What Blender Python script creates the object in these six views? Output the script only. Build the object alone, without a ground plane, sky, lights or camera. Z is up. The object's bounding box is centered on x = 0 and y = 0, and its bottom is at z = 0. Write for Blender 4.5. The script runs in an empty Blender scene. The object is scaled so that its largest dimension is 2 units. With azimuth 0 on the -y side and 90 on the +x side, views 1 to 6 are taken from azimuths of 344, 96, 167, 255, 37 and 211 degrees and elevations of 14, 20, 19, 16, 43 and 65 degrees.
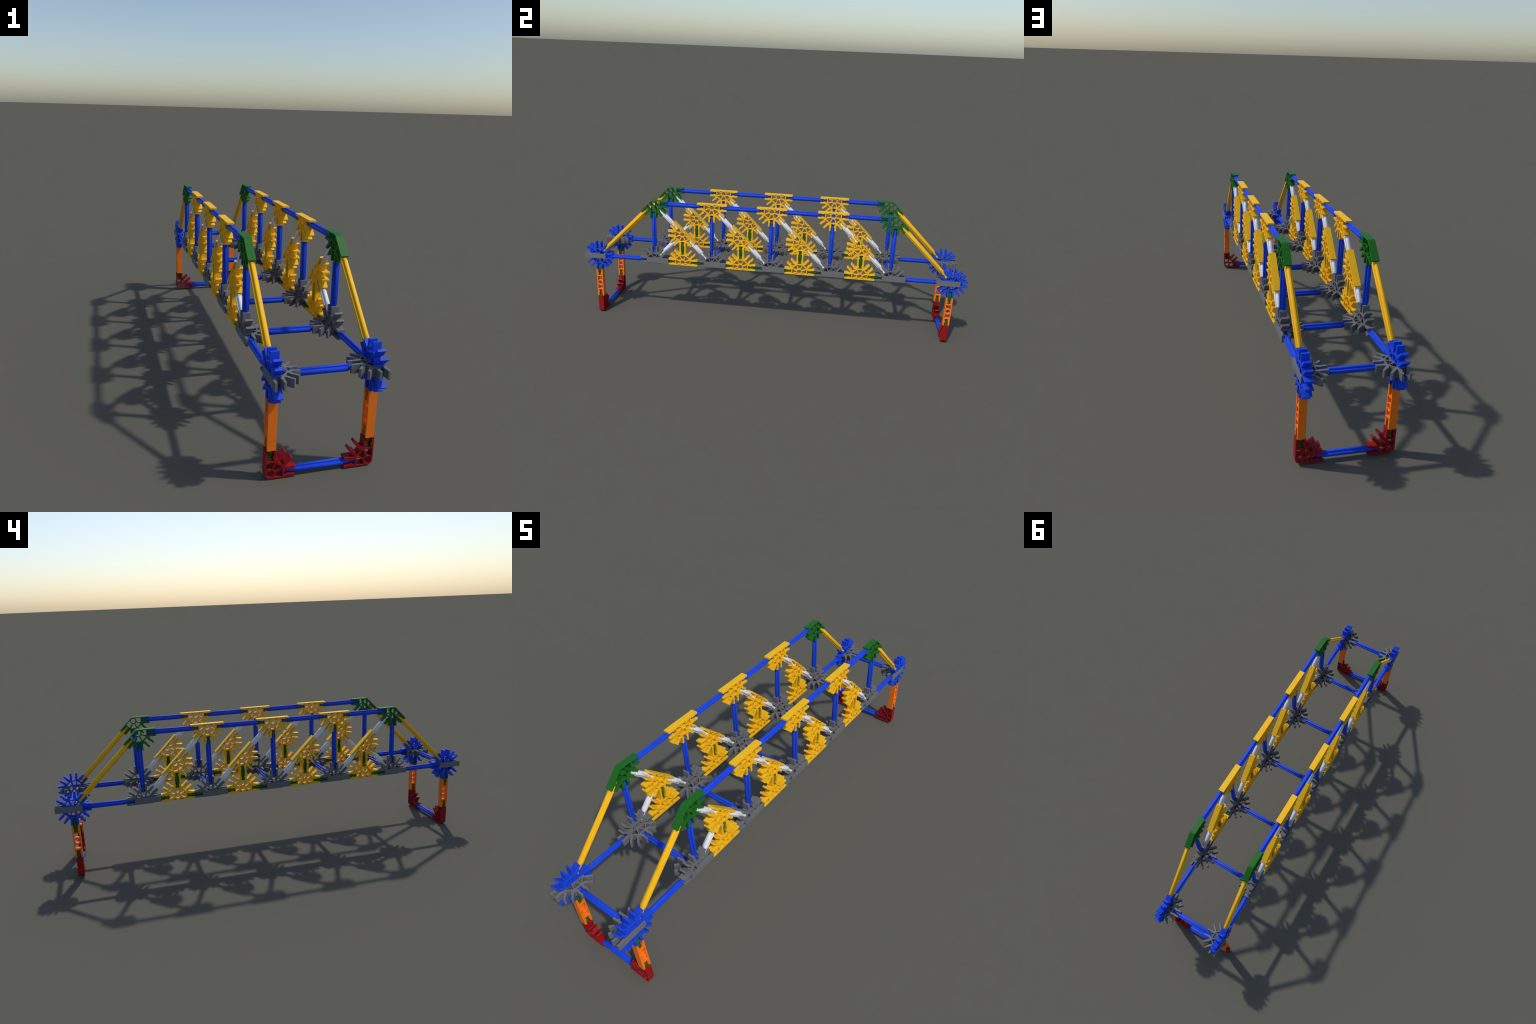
"""Toy truss bridge of snap-together plastic rods and flat star connectors."""
import bpy, bmesh, math
from mathutils import Matrix, Vector

# ------------------------------------------------------------------ sizes (m)
L = 2.0 / 6.5               # node spacing of the grid (one blue rod)
TIP = L / 4                # reach of a connector finger from its centre
H = 0.0170                 # half width over a pair of fingers / flange offset
T = 0.0272                 # thickness of a connector
FLOOR = 0.0413             # socket floor = rod end
WALL = 0.0365              # inner face of the wall behind the floor
STRUT = 0.0023             # half thickness of a spoke
HUB_IN, HUB_OUT = 0.0114, 0.0153
EDGE = 0.0006              # rounded rim of the mouldings
SLOT = T / 2 + 0.0004      # half width of the interlocking slot
Z0 = L + H                 # height of the bottom chord
XS = L / 2                 # truss planes at x = +-XS
A8 = math.radians(22.5)

# inner profile of one finger: (distance from centre, distance from axis)
FINGER = [(FLOOR, 0.0094), (0.0440, 0.0093), (0.0465, 0.0085), (0.0495, 0.0071),
          (0.0522, 0.0064), (0.0548, 0.0064), (0.0578, 0.0073), (0.0605, 0.0085),
          (0.0635, 0.0091), (0.0690, 0.0090), (TIP - 0.0010, 0.0090), (TIP, 0.0096)]

# ------------------------------------------------------------------ 2D helpers
def rot(p, ang):
    c, s = math.cos(ang), math.sin(ang)
    return (p[0] * c - p[1] * s, p[0] * s + p[1] * c)

def socket(theta):
    """Outer contour of one open socket, counter-clockwise, tip to tip."""
    ch = 0.0006
    pts = [(TIP - ch, -H), (TIP, -H + ch)]
    pts += [(u, -w) for u, w in reversed(FINGER)]
    pts += [(u, w) for u, w in FINGER]
    pts += [(TIP, H - ch), (TIP - ch, H)]
    return [rot(p, theta) for p in pts]

def crotch(bisector, f=0.0036, n=6):
    """Rounded bottom of the V between two neighbouring sockets."""
    c = (H + f) / math.sin(A8)
    cx, cy = c * math.cos(bisector), c * math.sin(bisector)
    a0, a1 = bisector + math.radians(247.5), bisector + math.radians(112.5)
    return [(cx + f * math.cos(a0 + (a1 - a0) * i / n),
             cy + f * math.sin(a0 + (a1 - a0) * i / n)) for i in range(n + 1)]

def corner(a_from, a_to, r, n=8):
    """Rounded outer corner between two flanges (normals a_from -> a_to)."""
    mid, half = (a_from + a_to) / 2, abs(a_to - a_from) / 2
    d = (H - r) / math.cos(half)
    cx, cy = d * math.cos(mid), d * math.sin(mid)
    return [(cx + r * math.cos(a_from + (a_to - a_from) * i / n),
             cy + r * math.sin(a_from + (a_to - a_from) * i / n)) for i in range(n + 1)]

def clip(poly, nx, ny, d):
    """Keep the part of a convex polygon where nx*x + ny*y <= d."""
    out = []
    for i, p in enumerate(poly):
        q = poly[(i + 1) % len(poly)]
        fp, fq = nx * p[0] + ny * p[1] - d, nx * q[0] + ny * q[1] - d
        if fp <= 0:
            out.append(p)
        if fp * fq < 0:
            k = fp / (fp - fq)
            out.append((p[0] + (q[0] - p[0]) * k, p[1] + (q[1] - p[1]) * k))
    return out

def minus_disc(poly, r):
    """Take a disc round the origin out of a convex polygon (one bite)."""
    dense = []
    for i, p in enumerate(poly):
        q = poly[(i + 1) % len(poly)]
        for k in range(40):
            dense.append((p[0] + (q[0] - p[0]) * k / 40, p[1] + (q[1] - p[1]) * k / 40))
    inside = [math.hypot(*p) < r for p in dense]
    if not any(inside):
        return poly
    n = len(dense)
    start = next(i for i in range(n) if inside[i - 1] and not inside[i])
    keep = []
    for k in range(n):
        j = (start + k) % n
        if inside[j]:
            break
        keep.append(dense[j])
    a0 = math.atan2(keep[-1][1], keep[-1][0])
    a1 = math.atan2(keep[0][1], keep[0][0])
    da = (a1 - a0 + math.pi) % (2 * math.pi) - math.pi
    arc = [(r * math.cos(a0 + da * i / 8), r * math.sin(a0 + da * i / 8)) for i in range(9)]
    slim = [keep[0]]
    for i in range(1, len(keep) - 1):        # drop the collinear filler points
        ax, ay = keep[i][0] - slim[-1][0], keep[i][1] - slim[-1][1]
        bx, by = keep[i + 1][0] - keep[i][0], keep[i + 1][1] - keep[i][1]
        if abs(ax * by - ay * bx) > 1e-9:
            slim.append(keep[i])
    return slim[1:] + arc

def cell(theta, hub, cuts=(), spoke_lo=True, spoke_hi=True):
    """Window between hub, two spokes and the wall of a socket."""
    c, s = math.cos(theta), math.sin(theta)
    big = 0.05
    poly = [rot(p, theta) for p in [(0, -big), (WALL, -big), (WALL, big), (0, big)]]
    for on, sg in ((spoke_lo, -1), (spoke_hi, 1)):
        if on:
            a = theta + sg * A8
            nx, ny = -math.sin(a) * sg, math.cos(a) * sg   # pointing out over the spoke
            poly = clip(poly, nx, ny, -STRUT)
    for nx, ny, d in cuts:
        poly = clip(poly, nx, ny, d)
    return minus_disc(poly, hub) if hub else poly

def circle(r, n=32):
    return [(r * math.cos(2 * math.pi * i / n), r * math.sin(2 * math.pi * i / n)) for i in range(n)]

def area(p):
    return sum(p[i - 1][0] * p[i][1] - p[i][0] * p[i - 1][1] for i in range(len(p))) / 2

# ------------------------------------------------------------------ moulding
def smooth_by_angle(me, deg):
    me.polygons.foreach_set("use_smooth", [True] * len(me.polygons))
    bm = bmesh.new(); bm.from_mesh(me)
    for e in bm.edges:
        if len(e.link_faces) == 2:
            e.smooth = e.calc_face_angle(0) < math.radians(deg)
    bm.to_mesh(me); bm.free()

def moulding(name, outer, holes, mat):
    """Extrude a flat contour with holes to a plate with rounded rims."""
    cu = bpy.data.curves.new(name + "_contour", 'CURVE')
    cu.dimensions = '2D'; cu.fill_mode = 'BOTH'
    for k, loop in enumerate([outer] + holes):
        if (area(loop) > 0) == (k > 0):
            loop = loop[::-1]
        sp = cu.splines.new('POLY')
        sp.points.add(len(loop) - 1)
        for pt, (x, y) in zip(sp.points, loop):
            pt.co = (x, y, 0, 1)
        sp.use_cyclic_u = True
    cu.extrude = T / 2 - EDGE
    cu.bevel_depth = EDGE
    cu.bevel_resolution = 1
    cu.offset = -EDGE
    ob = bpy.data.objects.new(name, cu)
    bpy.context.scene.collection.objects.link(ob)
    bpy.context.view_layer.update()
    me = bpy.data.meshes.new_from_object(ob.evaluated_get(bpy.context.evaluated_depsgraph_get()))
    bpy.data.objects.remove(ob); bpy.data.curves.remove(cu)
    bm = bmesh.new(); bm.from_mesh(me)
    bmesh.ops.remove_doubles(bm, verts=bm.verts, dist=1e-6)
    bmesh.ops.recalc_face_normals(bm, faces=bm.faces)
    bm.to_mesh(me); bm.free()
    me.name = name
    me.materials.clear(); me.materials.append(mat)
    smooth_by_angle(me, 50)
    # keep the flat faces flat: shading normals weighted by face area
    ob = bpy.data.objects.new(name, me)
    bpy.context.scene.collection.objects.link(ob)
    wn = ob.modifiers.new("weighted", 'WEIGHTED_NORMAL')
    wn.mode = 'FACE_AREA'; wn.weight = 90; wn.keep_sharp = True
    bpy.context.view_layer.update()
    out = bpy.data.meshes.new_from_object(ob.evaluated_get(bpy.context.evaluated_depsgraph_get()))
    out.name = name
    bpy.data.objects.remove(ob)
    return out

def deg(*a):
    return [math.radians(v) for v in a]

def run_of_sockets(angles):
    pts = []
    for i, a in enumerate(angles):
        pts += socket(a)
        if i < len(angles) - 1:
            pts += crotch((a + angles[i + 1]) / 2)
    return pts

def half_round_connector(mat):
    """Five sockets over a half circle with one straight flange (top)."""
    an = deg(180, 225, 270, 315, 360)
    outer = run_of_sockets(an)
    top = [(0, 1, H - 0.0042)]
    holes = [circle(HUB_IN)]
    holes += [cell(a, HUB_OUT) for a in an[1:4]]
    holes += [cell(an[0], HUB_OUT, top), cell(an[4], HUB_OUT, top)]
    # sliver between the upper spoke, the hub and the flange
    for sg in (1, -1):
        ca, sa = math.cos(A8), math.sin(A8)
        tri = [(0, 0), (sg * 0.04, 0), (sg * 0.04, H - 0.0036), (0, H - 0.0036)]
        tri = clip(tri, sg * sa, -ca, -STRUT)
        tri = minus_disc(tri, HUB_OUT + 0.0002)
        if abs(area(tri)) > 4e-6 and all(sg * p[0] > 0.004 for p in tri):
            holes.append(tri)
    return moulding("half_round_connector", outer, holes, mat)

def elbow_connector(mat):
    """Four sockets, two flanges meeting in an obtuse corner."""
    an = deg(225, 270, 315, 360)
    outer = run_of_sockets(an) + corner(math.radians(90), math.radians(135), 0.0125)
    up = (0, 1, H - 0.0042)
    slope = (math.cos(math.radians(135)), math.sin(math.radians(135)), H - 0.0042)
    holes = [circle(HUB_IN), cell(an[1], HUB_OUT), cell(an[2], HUB_OUT),
             cell(an[3], HUB_OUT, [up], spoke_hi=False),
             cell(an[0], HUB_OUT, [slope], spoke_lo=False)]
    return moulding("elbow_connector", outer, holes, mat)

def corner_connector(mat):
    """Three sockets in a right angle with a rounded heel."""
    an = deg(0, 45, 90)
    outer = run_of_sockets(an) + corner(math.radians(180), math.radians(270), H)
    holes = [circle(HUB_IN), cell(an[1], HUB_OUT),
             cell(an[0], HUB_OUT, [(0, -1, H - 0.0042)], spoke_lo=False),
             cell(an[2], HUB_OUT, [(-1, 0, H - 0.0042)], spoke_hi=False)]
    return moulding("corner_connector", outer, holes, mat)

def straight_connector(mat):
    """Two opposite sockets between two parallel rails."""
    an = deg(0, 180)
    outer = socket(an[0]) + socket(an[1])
    rails = [(0, 1, H - 0.0050), (0, -1, H - 0.0050)]
    hub = HUB_OUT + 0.0003
    holes = [circle(HUB_IN + 0.0001)]
    holes += [cell(a, hub, rails, False, False) for a in an]
    return moulding("straight_connector", outer, holes, mat)

def slot_mouth(low_side_flange):
    """Contour of the slot that opens toward -x, from its upper to lower lip."""
    lip = -0.0450
    pts = [(lip + 0.003, H + 0.0022), (lip, SLOT + 0.0026), (lip, SLOT), (0.0002, SLOT),
           (0.0002, -SLOT), (lip, -SLOT)]
    if low_side_flange:
        pts[-1] = (-0.0400, -SLOT)
        pts += [(-0.0400, -H)]
    else:
        pts += [(lip, -SLOT - 0.0026), (lip + 0.003, -H - 0.0022)]
    return pts

def interlocking_connector(mat):
    """Four sockets over a flange, and a slot where a crossing plate slides in."""
    an = deg(0, 45, 90, 135)
    outer = run_of_sockets(an) + slot_mouth(True)
    rail = SLOT + 0.0028
    holes = [cell(an[0], 0, [(0, -1, H - 0.0045), (-1, 0, -0.0035)], spoke_lo=False),
             cell(an[1], 0),
             cell(an[2], 0, [(0, -1, -rail)]),
             cell(an[3], 0, [(0, -1, -rail)])]
    return moulding("interlocking_connector", outer, holes, mat)

def star_connector(mat):
    """Seven sockets all round, and a slot in place of the eighth."""
    an = deg(-135, -90, -45, 0, 45, 90, 135)
    outer = run_of_sockets(an) + slot_mouth(False)
    rail = SLOT + 0.0028
    lo, hi = [(0, 1, -rail)], [(0, -1, -rail)]
    holes = [cell(an[0], 0, lo), cell(an[1], 0, lo), cell(an[2], 0), cell(an[3], 0, [(-1, 0, -0.0035)]),
             cell(an[4], 0), cell(an[5], 0, hi), cell(an[6], 0, hi)]
    return moulding("star_connector", outer, holes, mat)

# ------------------------------------------------------------------ rods
ROD_R, ARM = 0.0117, 0.0044
ROD_END = [(FLOOR + 0.0002, 0.0), (FLOOR + 0.0002, 0.0082), (FLOOR + 0.0007, 0.0087), (0.0440, 0.0087),
           (0.0455, 0.0081), (0.0480, 0.0071), (0.0508, 0.0063), (0.0530, 0.0060), (0.0552, 0.0062),
           (0.0580, 0.0070), (0.0600, 0.0077), (0.0615, 0.0081), (0.0622, 0.0086), (0.0630, 0.0088)]
BODY = TIP + 0.0003        # where the cross-shaped body starts

def lathe(bm, prof, n=24):
    rings = []
    for u, r in prof:
        if r == 0:
            rings.append([bm.verts.new((u, 0, 0))])
        else:
            rings.append([bm.verts.new((u, r * math.cos(2 * math.pi * i / n),
                                        r * math.sin(2 * math.pi * i / n))) for i in range(n)])
    for a, b in zip(rings, rings[1:]):
        for i in range(n):
            j = (i + 1) % n
            va = [a[0]] if len(a) == 1 else [a[i], a[j]]
            vb = [b[0]] if len(b) == 1 else [b[j], b[i]]
            bm.faces.new(va + vb)

def cross_section(shrink):
    r, a = ROD_R - shrink, ARM - 0.15 * shrink
    lim = math.asin(a / r)
    rd = 0.0005
    pts = []
    for q in range(4):
        base = q * math.pi / 2
        lobe = [(r * math.cos(-lim + 2 * lim * i / 8), r * math.sin(-lim + 2 * lim * i / 8)) for i in range(9)]
        lobe[0] = (lobe[0][0] - rd, lobe[0][1]); lobe[8] = (lobe[8][0] - rd, lobe[8][1])
        notch = [(a + 0.0005, a), (a, a + 0.0005)]
        pts += [rot(p, base) for p in lobe + notch]
    return pts

def rod(name, span, mat):
    """Rod lying on x, centred; span is the distance between the nodes."""
    half = span / 2
    bm = bmesh.new()
    if half - BODY < 0.01:                       # short rod: plain barrel
        prof = [(u - half, r) for u, r in ROD_END]
        lathe(bm, prof + [(-u, r) for u, r in reversed(prof)])
    else:
        prof = [(u - half, r) for u, r in ROD_END] + [(BODY + 0.004 - half, 0.0088), (BODY + 0.004 - half, 0)]
        lathe(bm, prof)
        lathe(bm, [(-u, r) for u, r in reversed(prof)])
        b = half - BODY
        rings = []
        for x, sh in ((-b, 0.0022), (-b + 0.0030, 0), (0, 0), (b - 0.0030, 0), (b, 0.0022)):
            rings.append([bm.verts.new((x, y, z)) for y, z in cross_section(sh)])
        n = len(rings[0])
        for p, q in zip(rings, rings[1:]):
            for i in range(n):
                bm.faces.new([p[i], p[(i + 1) % n], q[(i + 1) % n], q[i]])
        bm.faces.new(rings[0][::-1]); bm.faces.new(rings[-1])
    bmesh.ops.recalc_face_normals(bm, faces=bm.faces)
    me = bpy.data.meshes.new(name)
    bm.to_mesh(me); bm.free()
    me.materials.append(mat)
    smooth_by_angle(me, 38)
    return me

# ------------------------------------------------------------------ materials
def srgb(r, g, b):
    f = lambda c: c / 12.92 if c <= 0.04045 else ((c + 0.055) / 1.055) ** 2.4
    return tuple(f(c / 255) for c in (r, g, b)) + (1,)

def plastic(name, colour, rough=0.5, spec=0.17, dark_dots=None):
    """Moulded plastic: faint mottling, fine grain, optional small dark dots along a rod."""
    m = bpy.data.materials.new(name); m.use_nodes = True
    nt = m.node_tree; N = nt.nodes; K = nt.links
    bsdf = N["Principled BSDF"]
    bsdf.inputs["Roughness"].default_value = rough
    bsdf.inputs["Specular IOR Level"].default_value = spec
    co = N.new("ShaderNodeTexCoord")
    nz = N.new("ShaderNodeTexNoise"); nz.inputs["Scale"].default_value = 30; nz.inputs["Detail"].default_value = 3
    K.new(co.outputs["Object"], nz.inputs["Vector"])
    rp = N.new("ShaderNodeValToRGB")
    lo = tuple(c * 0.96 for c in colour[:3]) + (1,); hi = tuple(min(1, c * 1.03) for c in colour[:3]) + (1,)
    rp.color_ramp.elements[0].position = 0.35; rp.color_ramp.elements[0].color = lo
    rp.color_ramp.elements[1].position = 0.65; rp.color_ramp.elements[1].color = hi
    K.new(nz.outputs["Fac"], rp.inputs["Fac"])
    out = rp.outputs["Color"]
    gr = N.new("ShaderNodeTexNoise"); gr.inputs["Scale"].default_value = 700
    K.new(co.outputs["Object"], gr.inputs["Vector"])
    bp = N.new("ShaderNodeBump"); bp.inputs["Strength"].default_value = 0.05; bp.inputs["Distance"].default_value = 0.0005
    K.new(gr.outputs["Fac"], bp.inputs["Height"]); K.new(bp.outputs["Normal"], bsdf.inputs["Normal"])
    if dark_dots is not None:
        def math_node(op, a, b=None):
            n = N.new("ShaderNodeMath"); n.operation = op
            for i, v in enumerate((a, b)):
                if v is None: continue
                if isinstance(v, (int, float)): n.inputs[i].default_value = v
                else: K.new(v, n.inputs[i])
            return n.outputs[0]
        sx = N.new("ShaderNodeSeparateXYZ"); K.new(co.outputs["Object"], sx.inputs[0])
        ax = math_node('ABSOLUTE', sx.outputs[0])
        side = math_node('MINIMUM', math_node('ABSOLUTE', sx.outputs[1]), math_node('ABSOLUTE', sx.outputs[2]))
        near = math_node('MINIMUM', ax, math_node('ABSOLUTE', math_node('SUBTRACT', ax, dark_dots)))
        d = math_node('SQRT', math_node('ADD', math_node('MULTIPLY', near, near), math_node('MULTIPLY', side, side)))
        hit = math_node('LESS_THAN', d, 0.0011)
        mx = N.new("ShaderNodeMix"); mx.data_type = 'RGBA'
        K.new(hit, mx.inputs["Factor"]); K.new(out, mx.inputs["A"])
        mx.inputs["B"].default_value = tuple(c * 0.15 for c in colour[:3]) + (1,)
        out = mx.outputs["Result"]
    K.new(out, bsdf.inputs["Base Color"])
    return m

BLUE, YELLOW, WHITE = srgb(30, 73, 211), srgb(245, 188, 30), srgb(228, 228, 229)
GREEN, RED, ORANGE, GREY = srgb(33, 104, 32), srgb(149, 22, 26), srgb(252, 124, 32), srgb(111, 111, 113)
dot_offset = lambda span: span / 2 - BODY - 0.007
S_BLUE, S_YELLOW, S_WHITE, S_GREEN = L, L * math.sqrt(2), L / math.sqrt(2), L / 2

# ------------------------------------------------------------------ kit of parts
KIT = {
    "blue_rod": rod("blue_rod", S_BLUE, plastic("blue_rod_plastic", BLUE, dark_dots=dot_offset(S_BLUE))),
    "yellow_rod": rod("yellow_rod", S_YELLOW, plastic("yellow_rod_plastic", YELLOW, dark_dots=dot_offset(S_YELLOW))),
    "white_rod": rod("white_rod", S_WHITE, plastic("white_rod_plastic", WHITE, 0.3, dark_dots=dot_offset(S_WHITE))),
    "green_rod": rod("green_rod", S_GREEN, plastic("green_rod_plastic", GREEN)),
    "half_round_connector": half_round_connector(plastic("yellow_plastic", YELLOW)),
    "elbow_connector": elbow_connector(plastic("green_plastic", GREEN)),
    "corner_connector": corner_connector(plastic("red_plastic", RED)),
    "straight_connector": straight_connector(plastic("orange_plastic", ORANGE)),
    "interlocking_connector": interlocking_connector(plastic("grey_plastic", GREY)),
    "star_connector": star_connector(plastic("blue_plastic", BLUE)),
}

bridge = bpy.data.objects.new("toy_bridge", None)
bpy.context.scene.collection.objects.link(bridge)
# the toy stands a touch askew: its far end and one long side are slightly raised
PITCH, ROLL = 0.0024, -0.002
bridge.rotation_euler = (PITCH, ROLL, 0)
bridge.location = (0.0005, 0.0008, 0)
bridge["label"] = "colourful toy truss bridge of snap-together plastic rods and connectors"
bridge["category"] = "toy bridge"

X, Y, Z = Vector((1, 0, 0)), Vector((0, 1, 0)), Vector((0, 0, 1))

def place(kind, pos, ax, ay):
    """Put a part of the kit at pos, its local x and y along ax and ay."""
    ob = bpy.data.objects.new(kind, KIT[kind])
    az = ax.cross(ay)
    m = Matrix((ax, ay, az)).transposed().to_4x4()
    m.translation = pos
    ob.matrix_basis = m
    bpy.context.scene.collection.objects.link(ob)
    ob.parent = bridge
    return ob

def link(kind, a, b, side):
    """A rod from node a to node b; side is any direction normal to it."""
    d = (b - a).normalized()
    place(kind, (a + b) / 2, d, side.cross(d).normalized())

# ------------------------------------------------------------------ assembly
for sx in (1, -1):
    node = lambda k, h: Vector((sx * XS, (k - 3) * L, Z0 + h * L))
    top = [node(k, 1) for k in range(1, 6)]
    low = [node(k, 0) for k in range(1, 6)]
    ends = [node(0, 0), node(6, 0)]
    inward = -sx * X

    # top chord
    place("elbow_connector", top[0], Y, Z)
    place("elbow_connector", top[4], -Y, Z)
    for k in (1, 2, 3):
        place("half_round_connector", top[k], Y, Z)
    for k in range(4):
        link("blue_rod", top[k], top[k + 1], X)
    # posts and sloping end rods
    for k in range(5):
        link("blue_rod", low[k], top[k], X)
    link("yellow_rod", ends[0], top[0], X)
    link("yellow_rod", top[4], ends[1], X)
    # bottom chord: interlocked pairs, half-round connectors half way
    for k in range(5):
        place("interlocking_connector", low[k], -sx * Y, Z)
        place("interlocking_connector", low[k], sx * Y, inward)
    link("blue_rod", ends[0], low[0], X)
    link("blue_rod", low[4], ends[1], X)
    for k in range(4):
        mid = (low[k] + low[k + 1]) / 2
        place("half_round_connector", mid, -Y, -Z)
        link("green_rod", low[k], mid, X)
        link("green_rod", mid, low[k + 1], X)
        # diagonal with a half-round connector in its middle
        hub = (top[k] + low[k + 1]) / 2
        place("half_round_connector", hub, (Y - Z).normalized(), (Y + Z).normalized())
        link("white_rod", top[k], hub, X)
        link("white_rod", hub, low[k + 1], X)
        link("green_rod", mid, hub, X)
        if k == 0:
            link("white_rod", low[0], hub, X)
    # end nodes and legs
    for e, end in enumerate(ends):
        slot = Y if (sx < 0 and e == 1) else -Y      # side the grey plate slides in from
        place("star_connector", end, -slot, Z)
        place("interlocking_connector", end, slot, inward)
        shin, foot = end - Z * (L / 2), end - Z * L
        place("straight_connector", shin, Z, Y)
        link("green_rod", shin, end, X)
        link("green_rod", foot, shin, X)
        place("corner_connector", foot, inward, Z)

# cross rods between the two trusses
for k in range(7):
    y = (k - 3) * L
    link("blue_rod", Vector((-XS, y, Z0)), Vector((XS, y, Z0)), Y)
for y in (-3 * L, 3 * L):
    link("blue_rod", Vector((-XS, y, H)), Vector((XS, y, H)), Y)

# let the lowest foot touch the ground
bpy.context.view_layer.update()
low_z = min((o.matrix_world @ v.co).z for o in bridge.children if o.name.startswith("corner_connector")
            for v in o.data.vertices)
bridge.location.z = -low_z
